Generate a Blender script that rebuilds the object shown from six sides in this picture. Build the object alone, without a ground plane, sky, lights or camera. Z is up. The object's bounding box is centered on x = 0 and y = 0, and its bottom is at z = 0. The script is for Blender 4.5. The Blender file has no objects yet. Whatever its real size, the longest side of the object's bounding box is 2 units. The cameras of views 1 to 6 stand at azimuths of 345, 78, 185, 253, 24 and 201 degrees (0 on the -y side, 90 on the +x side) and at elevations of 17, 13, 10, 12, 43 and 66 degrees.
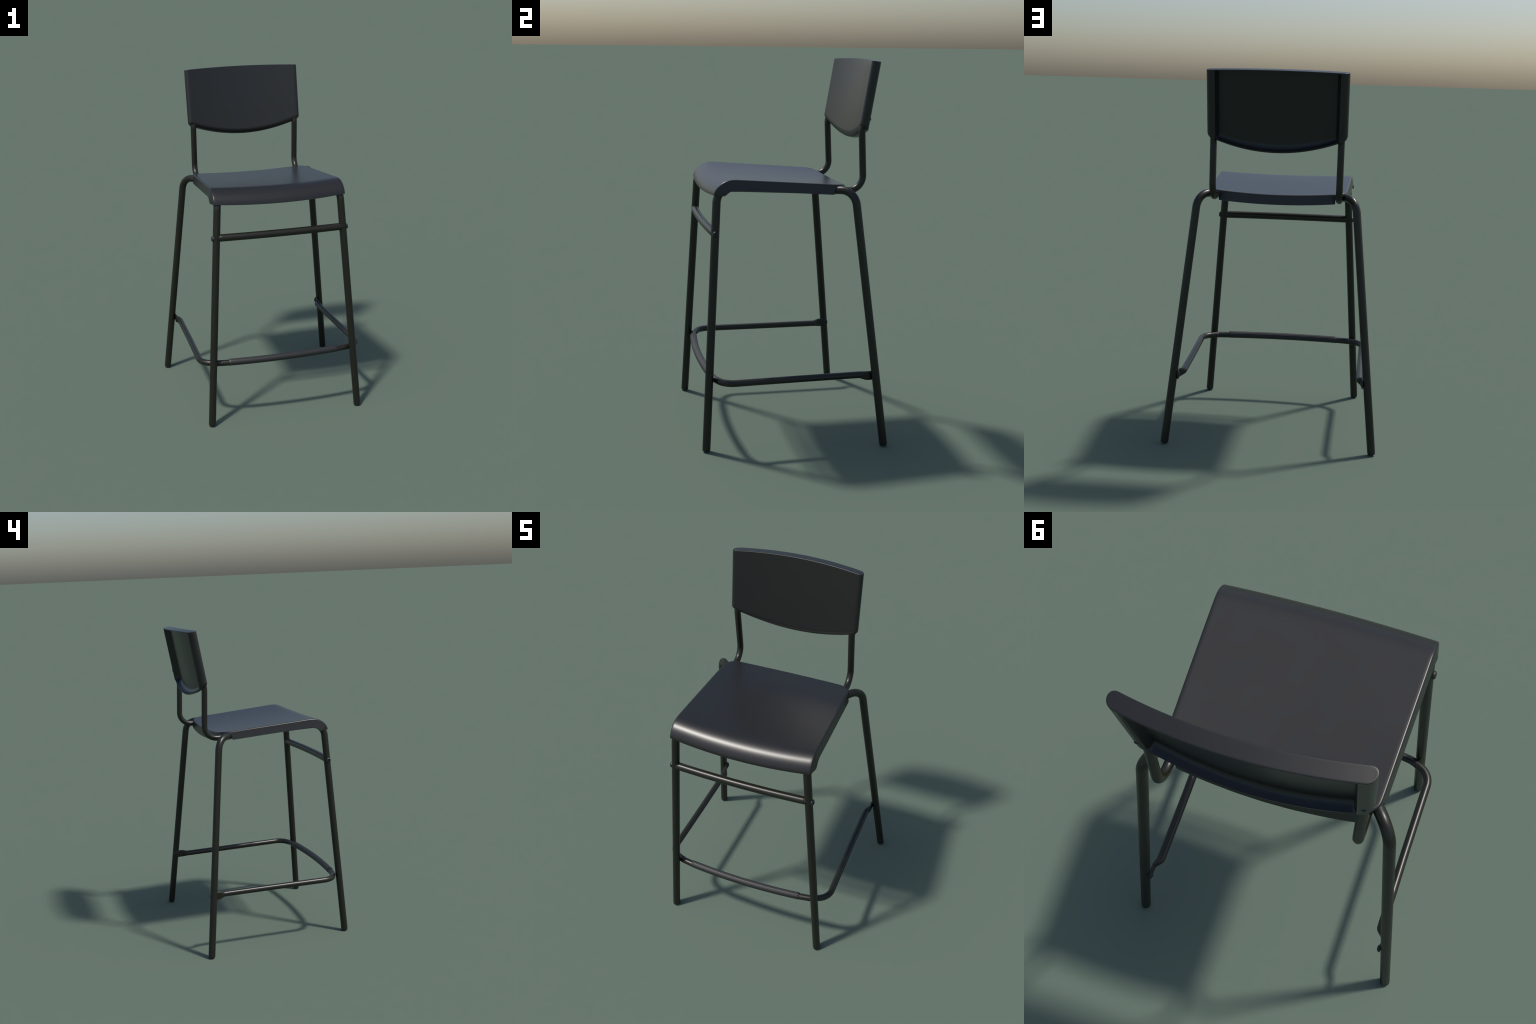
"""Black bar stool: bent steel tubing, moulded plastic seat and backrest."""
import bpy, bmesh, math
from mathutils import Vector, Matrix

# ------------------------------------------------------------------ helpers
def V(*a):
    return Vector(a)

def mirror(p, s):
    return Vector((p[0] * s, p[1], p[2]))

def new_object(name, verts, faces, material, parent, sharp=40):
    me = bpy.data.meshes.new(name)
    me.from_pydata([tuple(v) for v in verts], [], faces)
    bm = bmesh.new()
    bm.from_mesh(me)
    bmesh.ops.remove_doubles(bm, verts=bm.verts, dist=1e-5)
    bmesh.ops.dissolve_degenerate(bm, edges=bm.edges, dist=1e-6)
    bmesh.ops.recalc_face_normals(bm, faces=bm.faces)
    bm.to_mesh(me)
    bm.free()
    me.shade_smooth()
    me.set_sharp_from_angle(angle=math.radians(sharp))
    me.materials.append(material)
    ob = bpy.data.objects.new(name, me)
    bpy.context.scene.collection.objects.link(ob)
    ob.parent = parent
    return ob

def fillet_path(points, radii, step=0.10):
    """Polyline with every inner corner replaced by an arc of the given radius."""
    pts = [Vector(p) for p in points]
    out = [pts[0]]
    for i in range(1, len(pts) - 1):
        p, a, b = pts[i], (pts[i - 1] - pts[i]).normalized(), (pts[i + 1] - pts[i]).normalized()
        ang = math.pi - a.angle(b)                    # turning angle
        r = radii[i - 1]
        if ang < 1e-3 or r <= 0:
            out.append(p)
            continue
        tl = r * math.tan(ang / 2)
        mid = (a + b).normalized()
        c = p + mid * (r / math.cos(ang / 2))
        s, e = p + a * tl, p + b * tl
        n = max(3, int(ang / step))
        u = (s - c).normalized()
        w = ((e - c) - u * (e - c).dot(u)).normalized()
        for k in range(n + 1):
            f = ang * k / n
            out.append(c + (u * math.cos(f) + w * math.sin(f)) * r)
    out.append(pts[-1])
    return out

def sweep(path, section, up=V(0, 0, 1), cap=True):
    """Sweep section(i, n) -> list of (side, up) offsets along a path."""
    path = [Vector(p) for p in path]
    n = len(path)
    verts, faces, rings = [], [], []
    ref = None
    for i, p in enumerate(path):
        t = ((path[min(i + 1, n - 1)] - p).normalized() if i < n - 1 else V(0, 0, 0)) + \
            ((p - path[max(i - 1, 0)]).normalized() if i > 0 else V(0, 0, 0))
        t.normalize()
        if ref is None:
            ref = up if abs(t.dot(up)) < 0.95 else V(1, 0, 0)
        ref = (ref - t * ref.dot(t)).normalized()     # parallel transport
        side = t.cross(ref)
        ring = []
        for (a, b) in section(i, n):
            ring.append(len(verts))
            verts.append(p + side * a + ref * b)
        rings.append(ring)
    m = len(rings[0])
    for i in range(n - 1):
        for k in range(m):
            faces.append((rings[i][k], rings[i][(k + 1) % m], rings[i + 1][(k + 1) % m], rings[i + 1][k]))
    if cap:
        faces.append(tuple(reversed(rings[0])))
        faces.append(tuple(rings[-1]))
    return verts, faces

def circle(r, seg=32):
    c = [(r * math.cos(2 * math.pi * k / seg), r * math.sin(2 * math.pi * k / seg)) for k in range(seg)]
    return lambda i, n: c

def lathe(profile, origin, axis, seg=28):
    """Turned solid: profile = [(radius, height along axis)...]."""
    axis = Vector(axis).normalized()
    q = axis.to_track_quat('Z', 'Y')
    verts, faces = [], []
    for (r, h) in profile:
        for k in range(seg):
            a = 2 * math.pi * k / seg
            verts.append(Vector(origin) + q @ V(r * math.cos(a), r * math.sin(a), h))
    for i in range(len(profile) - 1):
        for k in range(seg):
            k2 = (k + 1) % seg
            faces.append((i * seg + k, i * seg + k2, (i + 1) * seg + k2, (i + 1) * seg + k))
    faces.append(tuple(reversed(range(seg))))
    faces.append(tuple(range((len(profile) - 1) * seg, len(profile) * seg)))
    return verts, faces

def lerp_table(table, x):
    if x <= table[0][0]:
        return table[0][1]
    for (a, fa), (b, fb) in zip(table, table[1:]):
        if x <= b:
            return fa + (fb - fa) * (x - a) / (b - a)
    return table[-1][1]

def smooth(t):
    t = min(1.0, max(0.0, t))
    return t * t * (3 - 2 * t)

# ---------------------------------------------------------------- materials
def make_material(name, colour, variation, rough, rough_var, bump, bump_scale, metallic=0.0, specular=0.5):
    m = bpy.data.materials.new(name)
    m.use_nodes = True
    nt = m.node_tree
    bsdf = nt.nodes["Principled BSDF"]
    tc = nt.nodes.new("ShaderNodeTexCoord")
    n1 = nt.nodes.new("ShaderNodeTexNoise")
    n1.inputs["Scale"].default_value = 9.0
    n1.inputs["Detail"].default_value = 4.0
    nt.links.new(tc.outputs["Object"], n1.inputs["Vector"])
    ramp = nt.nodes.new("ShaderNodeValToRGB")
    lo = [c * (1 - variation) for c in colour]
    hi = [c * (1 + variation) for c in colour]
    ramp.color_ramp.elements[0].position = 0.3
    ramp.color_ramp.elements[0].color = (*lo, 1)
    ramp.color_ramp.elements[1].position = 0.7
    ramp.color_ramp.elements[1].color = (*hi, 1)
    nt.links.new(n1.outputs["Fac"], ramp.inputs["Fac"])
    nt.links.new(ramp.outputs["Color"], bsdf.inputs["Base Color"])
    mr = nt.nodes.new("ShaderNodeMapRange")
    mr.inputs["To Min"].default_value = rough - rough_var
    mr.inputs["To Max"].default_value = rough + rough_var
    nt.links.new(n1.outputs["Fac"], mr.inputs["Value"])
    nt.links.new(mr.outputs["Result"], bsdf.inputs["Roughness"])
    n2 = nt.nodes.new("ShaderNodeTexNoise")
    n2.inputs["Scale"].default_value = bump_scale
    n2.inputs["Detail"].default_value = 2.0
    nt.links.new(tc.outputs["Object"], n2.inputs["Vector"])
    b = nt.nodes.new("ShaderNodeBump")
    b.inputs["Strength"].default_value = bump
    b.inputs["Distance"].default_value = 0.001
    nt.links.new(n2.outputs["Fac"], b.inputs["Height"])
    nt.links.new(b.outputs["Normal"], bsdf.inputs["Normal"])
    bsdf.inputs["Metallic"].default_value = metallic
    bsdf.inputs["Specular IOR Level"].default_value = specular
    return m

PLASTIC = make_material("black_moulded_plastic", (0.0155, 0.0155, 0.0155), 0.03, 0.34, 0.01, 0.02, 350)
STEEL = make_material("black_powder_coated_steel", (0.0115, 0.0108, 0.0065), 0.04, 0.36, 0.015, 0.03, 500)
GRIP = make_material("black_ribbed_grip_plastic", (0.019, 0.019, 0.0195), 0.03, 0.48, 0.02, 0.03, 400)
RUBBER = make_material("black_foot_plastic", (0.012, 0.012, 0.011), 0.04, 0.5, 0.02, 0.03, 300)
BOLT = make_material("blackened_bolt_steel", (0.022, 0.023, 0.026), 0.05, 0.4, 0.02, 0.0, 300, metallic=0.2)

# --------------------------------------------------------------------- root
stool = bpy.data.objects.new("bar_stool", None)
bpy.context.scene.collection.objects.link(stool)
stool["label"] = "black bar stool with bent tube legs and plastic seat"
stool["category"] = "bar stool"

LEG_R, UPRIGHT_R, BAR_R, FOOTREST_R = 0.0212, 0.0176, 0.0213, 0.0178

# front and back leg axes as straight lines (foot, direction per metre of height)
def front_leg_at(z):
    return V(0.4582 - 0.0695 * z, -0.4680 + 0.0540 * z, z)

def back_leg_at(z):
    return V(0.5582 - 0.1045 * z, 0.4632 - 0.1148 * z, z)

# --------------------------------------------------------------- side tubes
def foot_cap(axis_point, axis, s, parent):
    prof = [(0.006, 0.0), (0.0145, 0.0004), (0.0178, 0.0020), (0.0200, 0.0050), (0.0207, 0.0090), (0.0207, 0.022)]
    verts, faces = lathe(prof, axis_point, axis)
    low = min(v.z for v in verts)
    verts = [v - V(0, 0, low) for v in verts]
    return new_object("foot_cap", verts, faces, RUBBER, parent, 50)

RAIL_FRONT = V(0.352, -0.27, 1.362)
RAIL_BACK = V(0.3225, 0.060, 1.3420)
for s in (1, -1):
    # front leg: straight post that bends back under the front roll of the seat
    p = fillet_path([front_leg_at(0.013), front_leg_at(1.366), RAIL_FRONT], [0.075])
    v, f = sweep([mirror(q, s) for q in p], circle(LEG_R))
    leg = new_object("leg", v, f, STEEL, stool)
    foot_cap(mirror(front_leg_at(0), s), mirror(front_leg_at(1) - front_leg_at(0), s), s, leg)
    # back leg: splayed post, wide bend forward and inward to the seat corner
    p = fillet_path([back_leg_at(0.013), back_leg_at(1.3440), V(0.3120, 0.178, 1.3380), RAIL_BACK], [0.082, 0.09])
    v, f = sweep([mirror(q, s) for q in p], circle(LEG_R))
    leg = new_object("leg", v, f, STEEL, stool)
    foot_cap(mirror(back_leg_at(0), s), mirror(back_leg_at(1) - back_leg_at(0), s), s, leg)
    # rail that joins both legs under the seat
    v, f = sweep([mirror(RAIL_FRONT, s), mirror(RAIL_BACK, s)], circle(LEG_R))
    new_object("seat_rail", v, f, STEEL, stool)
    # upright that carries the backrest
    p = fillet_path([V(0.330, 0.225, 1.332), V(0.3305, 0.3790, 1.3330), V(0.3308, 0.3627, 1.640), V(0.3365, 0.400, 1.84)],
                    [0.076, 0.12])
    v, f = sweep([mirror(q, s) for q in p], circle(UPRIGHT_R))
    new_object("backrest_upright", v, f, STEEL, stool)

# --------------------------------------------------------------------- bolts
def bolt(centre, axis, r, h, parent, socket=True, name="bolt", washer=False):
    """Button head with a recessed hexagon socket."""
    prof = []
    if washer:
        prof += [(r * 1.22, -0.002), (r * 1.22, 0.0022), (r * 1.0, 0.0022)]
    else:
        prof += [(r, -0.003)]
    prof += [(r, h * 0.25), (r * 0.95, h * 0.50), (r * 0.82, h * 0.78), (r * 0.62, h * 0.95), (r * 0.46, h)]
    if socket:
        prof += [(r * 0.44, h * 0.97), (r * 0.40, h * 0.35), (r * 0.05, h * 0.30)]
    else:
        prof += [(r * 0.05, h * 1.03)]
    v, f = lathe(prof, centre, axis, 24)
    return new_object(name, v, f, BOLT, parent, 35)

# ------------------------------------------------------------------ crossbar
BAR_Z = 1.1345
bar_x = front_leg_at(BAR_Z).x
bar_y = front_leg_at(BAR_Z).y - 0.0028
bar_path = []
for i in range(25):
    t = -1 + 2 * i / 24
    bar_path.append(V(t * (bar_x - 0.026), bar_y - 0.0105 * (1 - t * t), BAR_Z + 0.0012))
v, f = sweep(bar_path, circle(BAR_R))
crossbar = new_object("crossbar", v, f, STEEL, stool)
for s in (1, -1):
    e = mirror(bar_path[-1], s)
    d = mirror(V(1, 0.05, 0), s)
    v, f = lathe([(BAR_R * 0.99, -0.004), (BAR_R * 0.99, 0.0002), (BAR_R * 0.972, 0.0012), (BAR_R * 0.972, 0.018)], e, d)
    new_object("bar_plug", v, f, STEEL, crossbar)
    bolt(mirror(V(bar_x + LEG_R - 0.002, bar_y + 0.002, BAR_Z), s), (s, 0, 0.07), 0.0165, 0.0105, crossbar)

# ------------------------------------------------------------------ footrest
FZ = 0.3745
front_bow = lambda x: -0.4450 + 0.155 * x * x
half = [V(0.02 * i * 1.0, front_bow(0.02 * i), FZ) for i in range(1, 19)]           # bowed front, to x = 0.36
half = half[:-1]
corner = fillet_path([half[-1], V(0.402, -0.4175, FZ), V(0.4930, -0.3755, FZ), V(0.4830, 0.02, FZ), V(0.4780, 0.34, FZ)],
                     [0.10, 0.083, 0.0])
FLAT_A, FLAT_B, FLAT_END = 0.340, 0.384, 0.434
right = half + corner[1:]
for k in range(1, 9):                                                            # pressed-flat end
    t = smooth(k / 8)
    right.append(V(0.4780 + 0.0175 * t, FLAT_A + (FLAT_B - FLAT_A) * k / 8, FZ - 0.0015 * t))
tab_ys = [0.395, 0.410, 0.420, 0.427, 0.431, FLAT_END]
right += [V(0.4957 - 0.0012 * (y - FLAT_B) / 0.05, y, FZ - 0.0015) for y in tab_ys]
left = [mirror(q, -1) for q in reversed(right)]
foot_path = left + [V(0, front_bow(0), FZ)] + right

def footrest_section(i, n):
    y = foot_path[i].y
    x = foot_path[i].x
    seg = 32
    if y < FLAT_A + 1e-6:
        return circle(FOOTREST_R, seg)(i, n)
    t = smooth((y - FLAT_A) / (FLAT_B - FLAT_A))
    w = FOOTREST_R + (0.0042 - FOOTREST_R) * t                  # half thickness
    h = FOOTREST_R + (0.0240 - FOOTREST_R) * t                  # half height
    if y > 0.424:
        h *= math.sqrt(max(0.2, 1 - ((y - 0.422) / 0.0145) ** 2 * 0.8))
    e = 1.0 - 0.62 * t                                          # boxier when flat
    sec = []
    for k in range(seg):
        a = 2 * math.pi * k / seg
        c, sn = math.cos(a), math.sin(a)
        sec.append((w * math.copysign(abs(c) ** e, c), h * math.copysign(abs(sn) ** e, sn)))
    return sec

v, f = sweep(foot_path, footrest_section)
footrest = new_object("footrest", v, f, STEEL, stool, 40)

# ribbed grip over the front of the footrest
def grip_section(i, n):
    sec = []
    seg = 120
    for k in range(seg):
        a = 2 * math.pi * k / seg                 # pi/2 = straight up
        d = (a - math.pi / 2 + math.pi) % (2 * math.pi) - math.pi
        r = 0.0200
        if -0.62 < d < 1.02:                      # ridges across the top
            e = d - 0.20
            edge = smooth((0.82 - abs(e)) / 0.10)
            r += edge * 0.0011 * smooth(0.5 + 0.6 * math.cos(e * 15.3))
        sec.append((r * math.cos(a), r * math.sin(a) + 0.0014))
    if i in (0, n - 1):
        sec = [(x * 0.97, (y - 0.0014) * 0.97 + 0.0014) for x, y in sec]
    return sec

gx = [-0.334, -0.3325] + [-0.32 + 0.64 * k / 30 for k in range(31)] + [0.3325, 0.334]
v, f = sweep([V(x, front_bow(x), FZ) for x in gx], grip_section)
new_object("grip_sleeve", v, f, GRIP, footrest, 60)

for s in (1, -1):
    bolt(mirror(V(0.4920, 0.4220, FZ), s), (-s, 0, 0), 0.0132, 0.0078, footrest, washer=True)
    bolt(mirror(V(0.4045, -0.4015, FZ + 0.003), s), mirror(V(-0.42, 0.9, 0.12), s), 0.0085, 0.006, footrest)

# ---------------------------------------------------------------------- seat
# outer side edge of the deck, front lip first: (y, z)
SEAT_EDGE = [(-0.4160, 1.3310), (-0.4150, 1.3370), (-0.4125, 1.3450), (-0.4085, 1.3535), (-0.4030, 1.3620), (-0.3960, 1.3705),
             (-0.3875, 1.3790), (-0.3780, 1.3865), (-0.3670, 1.3935), (-0.3550, 1.3990), (-0.3420, 1.4035), (-0.3280, 1.4060),
             (-0.3130, 1.4068), (-0.2950, 1.4062)]
y = -0.26
BACK_SLOPE = (1.3705 - 1.4062) / (0.215 + 0.295)
deck_z = lambda yy: 1.4062 + BACK_SLOPE * (yy + 0.295)
SEAT_EDGE += [(yy, deck_z(yy)) for yy in (-0.25, -0.20, -0.15, -0.10, -0.05, 0.0, 0.05, 0.10, 0.15, 0.19, 0.212,
                                          0.216, 0.219, 0.224, 0.230, 0.236, 0.242, 0.248, 0.2535, 0.258, 0.262)]
# where the bottom of the side skirt lies for those edge points on the front roll
SKIRT_FRONT = [(-0.3620, 1.3275), (-0.3600, 1.3285), (-0.3575, 1.3305), (-0.3545, 1.3328), (-0.3510, 1.3355), (-0.3475, 1.3382),
               (-0.3440, 1.3410), (-0.3400, 1.3440), (-0.3355, 1.3468), (-0.3300, 1.3493), (-0.3235, 1.3512), (-0.3160, 1.3525),
               (-0.3070, 1.3533), (-0.2940, 1.3535)]
SEAT_HALF = [(-0.416, 0.3915), (-0.40, 0.3915), (-0.36, 0.3905), (-0.31, 0.3885), (-0.20, 0.3850), (0.0, 0.3775), (0.20, 0.3700),
             (0.224, 0.3685), (0.236, 0.3665), (0.242, 0.3640), (0.248, 0.3600), (0.2535, 0.3550), (0.262, 0.3455)]
BACK_CURVE = [(0.0, 0.3000), (0.10, 0.2980), (0.20, 0.2920), (0.26, 0.2868), (0.295, 0.2825), (0.310, 0.2805), (0.320, 0.2780),
              (0.328, 0.2745), (0.336, 0.2695), (0.3455, 0.2620)]
cols = [0, 0.08, 0.16, 0.24, 0.32, 0.40, 0.48, 0.56, 0.64, 0.71, 0.78, 0.83, 0.868, 0.893, 0.902, 0.912, 0.93, 0.95, 0.975, 1.0]
cols = [-c for c in reversed(cols[1:])] + cols
FILLET = 0.0085

def deck_point(row, sx):
    ey, ez = SEAT_EDGE[row]
    hx = lerp_table(SEAT_HALF, ey)
    x = sx * hx
    yy = ey
    q = 1 - sx * sx
    yy -= 0.020 * q * (1 - smooth((ey + 0.416) / 0.30))                            # front bows forward
    wb = smooth(ey / 0.262) if ey > 0 else 0.0
    yy += wb * (lerp_table(BACK_CURVE, abs(sx) * 0.3455) - 0.262)                  # back bows backward
    sag = 0.0145 - 0.0034 * smooth((ey + 0.416) / 0.10) + 0.0022 * smooth((ey + 0.2) / 0.46)
    zz = ez + (BACK_SLOPE * (yy - ey) if ey > 0 else 0) - sag * q
    return V(x, yy, zz)

R, C = len(SEAT_EDGE), len(cols)
deck = [[deck_point(r, c) for c in cols] for r in range(R)]
verts = [p for row in deck for p in row]
faces = [(r * C + c, r * C + c + 1, (r + 1) * C + c + 1, (r + 1) * C + c) for r in range(R - 1) for c in range(C - 1)]

def skirt(edge, normals, downs, depths):
    """Rounded edge plus a wall below it, for a strip of boundary vertices."""
    base = len(verts)
    steps = 6
    n = steps + 3
    for p, nn, d, dep in zip(edge, normals, downs, depths):
        verts.append(p)
        for k in range(1, steps + 1):
            a = math.pi / 2 * k / steps
            verts.append(p + nn * (FILLET * math.sin(a)) + d * (FILLET * (1 - math.cos(a))))
        wall = max(dep - FILLET, 0.0005)
        for t in (0.5, 1.0):
            verts.append(p + nn * (FILLET + 0.0085 * wall / 0.042 * t) + d * (FILLET + wall * t))
    for i in range(len(edge) - 1):
        for k in range(n - 1):
            faces.append((base + i * n + k, base + (i + 1) * n + k, base + (i + 1) * n + k + 1, base + i * n + k + 1))

LIP = 0.0140
for s, ci in ((1, C - 1), (-1, 0)):
    edge = [deck[r][ci] for r in range(R)]
    normals, downs, depths = [], [], []
    for r, p in enumerate(edge):
        ey, ez = SEAT_EDGE[r]
        t = (edge[min(r + 1, R - 1)] - edge[max(r - 1, 0)])
        if r == R - 1:
            t = V(-s * 0.0092, 0.0080, 0)
        if ey < 0.19:
            nn = V(s, 0, 0)
        else:
            nn = V(s * t.y, -s * t.x, 0).normalized()
        if r < len(SKIRT_FRONT):
            sy, sz = SKIRT_FRONT[r]
            d = V(0, sy - p.y, sz - p.z)
            dep = d.length
            d.normalize()
        else:
            d = V(0, 0, -1)
            dep = 0.0522 - 0.0005 * smooth((ey + 0.29) / 0.5)
            if ey > 0.2125:
                dep = max(LIP, {0.216: 0.0300, 0.219: 0.0220, 0.224: 0.0165, 0.230: 0.0140}.get(ey, LIP))
        normals.append(nn)
        downs.append(d)
        depths.append(dep)
    # the deck outline is measured at the outer face, so pull the flat part in
    skirt(edge, normals, downs, depths)
    corner_normal = normals[-1]

edge = deck[R - 1]
normals, depths = [], []
for c, p in enumerate(edge):
    if c in (0, C - 1):
        s = 1 if c else -1
        nn = V(s * 0.0080, 0.0092, 0).normalized()
    else:
        t = edge[c + 1] - edge[c - 1]
        nn = V(-t.y, t.x, 0).normalized()
    normals.append(nn)
    a = abs(cols[c])
    depths.append(0.052 if a < 0.906 else (0.020 if a < 0.92 else LIP))
skirt(edge, normals, [V(0, 0, -1)] * C, depths)
# outline above is that of the finished edge: shrink by the fillet radius
cx_scale = 0.3875 / (0.3875 + FILLET)
seat = new_object("seat", [V(v.x * cx_scale, v.y - (0.0035 * smooth((v.y - 0.1) / 0.18)), v.z) for v in verts], faces, PLASTIC, stool, 42)
bpy.context.view_layer.objects.active = seat
sol = seat.modifiers.new("shell", 'SOLIDIFY')
sol.thickness = 0.0065
sol.offset = -1
dg = bpy.context.evaluated_depsgraph_get()
me = bpy.data.meshes.new_from_object(seat.evaluated_get(dg))
seat.modifiers.clear()
seat.data = me
me.shade_smooth()
me.set_sharp_from_angle(angle=math.radians(42))

# ------------------------------------------------------------------ backrest
TH = math.radians(9.35)
UP = V(0, math.sin(TH), math.cos(TH))
BACK = V(0, math.cos(TH), -math.sin(TH))
END_X, END_R, DEPTH = 0.3370, 0.0260, 0.0520
PANEL = 0.0120

xs = []                                              # (x, t_front, t_back, is_recess)
pos = [0.03 * i for i in range(0, 10)] + [0.284, 0.294, 0.3020, 0.3050, 0.3100, 0.3165, 0.3172, 0.3183, 0.3200, 0.3232, 0.330]
for x in pos:
    o = max(0.0, min(1.0, (0.3232 - x) / 0.0067)) if x > 0.3155 else 0.0      # rounded inner edge of the side posts
    xs.append((x, 0.0, DEPTH - 0.0065 * (1 - math.sqrt(1 - o * o))))
for k in range(0, 13):
    a = math.pi / 2 * k / 12
    xs.append((END_X + END_R * math.sin(a), END_R * (1 - math.cos(a)), DEPTH - END_R * (1 - math.cos(a))))
xs = [(-x, a, b) for x, a, b in reversed(xs[1:])] + xs

def h_top(x):
    return -0.0050 * (x / 0.335) ** 2

def h_bottom(x):
    h = -0.4215 + 0.0555 * (x / 0.31) ** 2
    o = abs(x) - 0.338
    if o > 0:
        h += 0.020 * (1 - math.sqrt(max(0, 1 - (o / 0.0245) ** 2)))
    return h

def recess_mask(x):
    a = abs(x)
    return min(1.0, max(0.0, (0.3165 - a) / 0.0130))

def backrest_point(x, t, h):
    y0 = 0.4010 + (0.0350 + 0.013 * h) * (1 - (x / 0.335) ** 2)       # concave across, a little flatter low down
    return V(x, y0, 2.0005) + UP * h + BACK * t

levels = [('b', d) for d in (0, 0.001, 0.0025, 0.005, 0.008, 0.0115, 0.015, 0.019, 0.023, 0.027, 0.031, 0.036, 0.041, 0.046)]
levels += [('m', k / 14) for k in range(1, 14)]
levels += [('t', d) for d in (-0.0150, -0.0095, -0.0058, -0.0052, -0.0022, -0.0014, -0.0007, -0.0002, 0.0)]
levels += [('t', 0.0, 1)]
verts, faces = [], []
N = len(xs)
for lev in levels:
    kind, d = lev[:2]
    inset = 0.004 if len(lev) > 2 else 0.0
    fr, bk = [], []
    for (x, tf, tb) in xs:
        hb, ht = h_bottom(x), h_top(x)
        if kind == 'b':
            h = hb + d
        elif kind == 't':
            h = ht + d
        else:
            h = (hb + 0.046) * (1 - d) + (ht - 0.0150) * d
        up_d, dn_d = h - hb, ht - h
        # front: convex roll at the bottom
        roll_r = 0.034
        roll = 0.030 * (1 - math.sqrt(max(0, 1 - ((roll_r - up_d) / roll_r) ** 2))) if up_d < roll_r else 0.0
        # back: hollow between the posts, closed by a thin top plate and the curled bottom lip
        m = recess_mask(x)
        lip_lo, lip_hi, lip_t = 0.0085, 0.040 - 0.006 * (x / 0.31) ** 2, 0.0485
        if dn_d < 0.0054:
            rec = DEPTH
        elif up_d <= lip_lo:
            rec = lip_t
        elif up_d < lip_hi:
            rec = lip_t - (lip_t - PANEL) * math.sqrt(max(0, 1 - ((lip_hi - up_d) / (lip_hi - lip_lo)) ** 2))
        else:
            rec = PANEL
        if dn_d < 0.0054 and abs(x) < END_X:
            tb = DEPTH
        tb2 = tb if m == 0 else tb + (min(rec, tb) - tb) * m
        # small round on the bottom back edge and on the whole top rim
        ease = 0.0
        if up_d < 0.004:
            ease = 0.004 * (1 - math.sqrt(max(0, 1 - ((0.004 - up_d) / 0.004) ** 2)))
        top_ease = 0.0
        if dn_d < 0.0023:
            top_ease = 0.0023 * (1 - math.sqrt(max(0, 1 - ((0.0023 - dn_d) / 0.0023) ** 2))) + inset
        xx = x
        if abs(x) > END_X:
            xx = math.copysign(END_X + (abs(x) - END_X) * (END_R - top_ease) / END_R, x)
            tf2 = END_R + (tf - END_R) * (END_R - top_ease) / END_R
            tb2 = END_R + (tb2 - END_R) * (END_R - top_ease) / END_R
        else:
            tf2 = tf + top_ease
            tb2 -= top_ease
        tb2 -= ease
        tf2 = min(max(tf2, roll), tb2)
        fr.append(backrest_point(xx, tf2, h))
        bk.append(backrest_point(xx, tb2, h))
    verts += fr + bk
for l in range(len(levels) - 1):
    a, b = l * 2 * N, (l + 1) * 2 * N
    for i in range(N - 1):
        faces.append((a + i, a + i + 1, b + i + 1, b + i))
        faces.append((a + N + i + 1, a + N + i, b + N + i, b + N + i + 1))
for l in (0, len(levels) - 1):
    a = l * 2 * N
    for i in range(N - 1):
        faces.append((a + i, a + i + 1, a + N + i + 1, a + N + i))
backrest = new_object("backrest", verts, faces, PLASTIC, stool, 40)
for s in (1, -1):
    c = backrest_point(0.3365, DEPTH - 0.0006, -0.2975)
    bolt(mirror(c, s), mirror(BACK, s), 0.0088, 0.0030, backrest, name="screw")
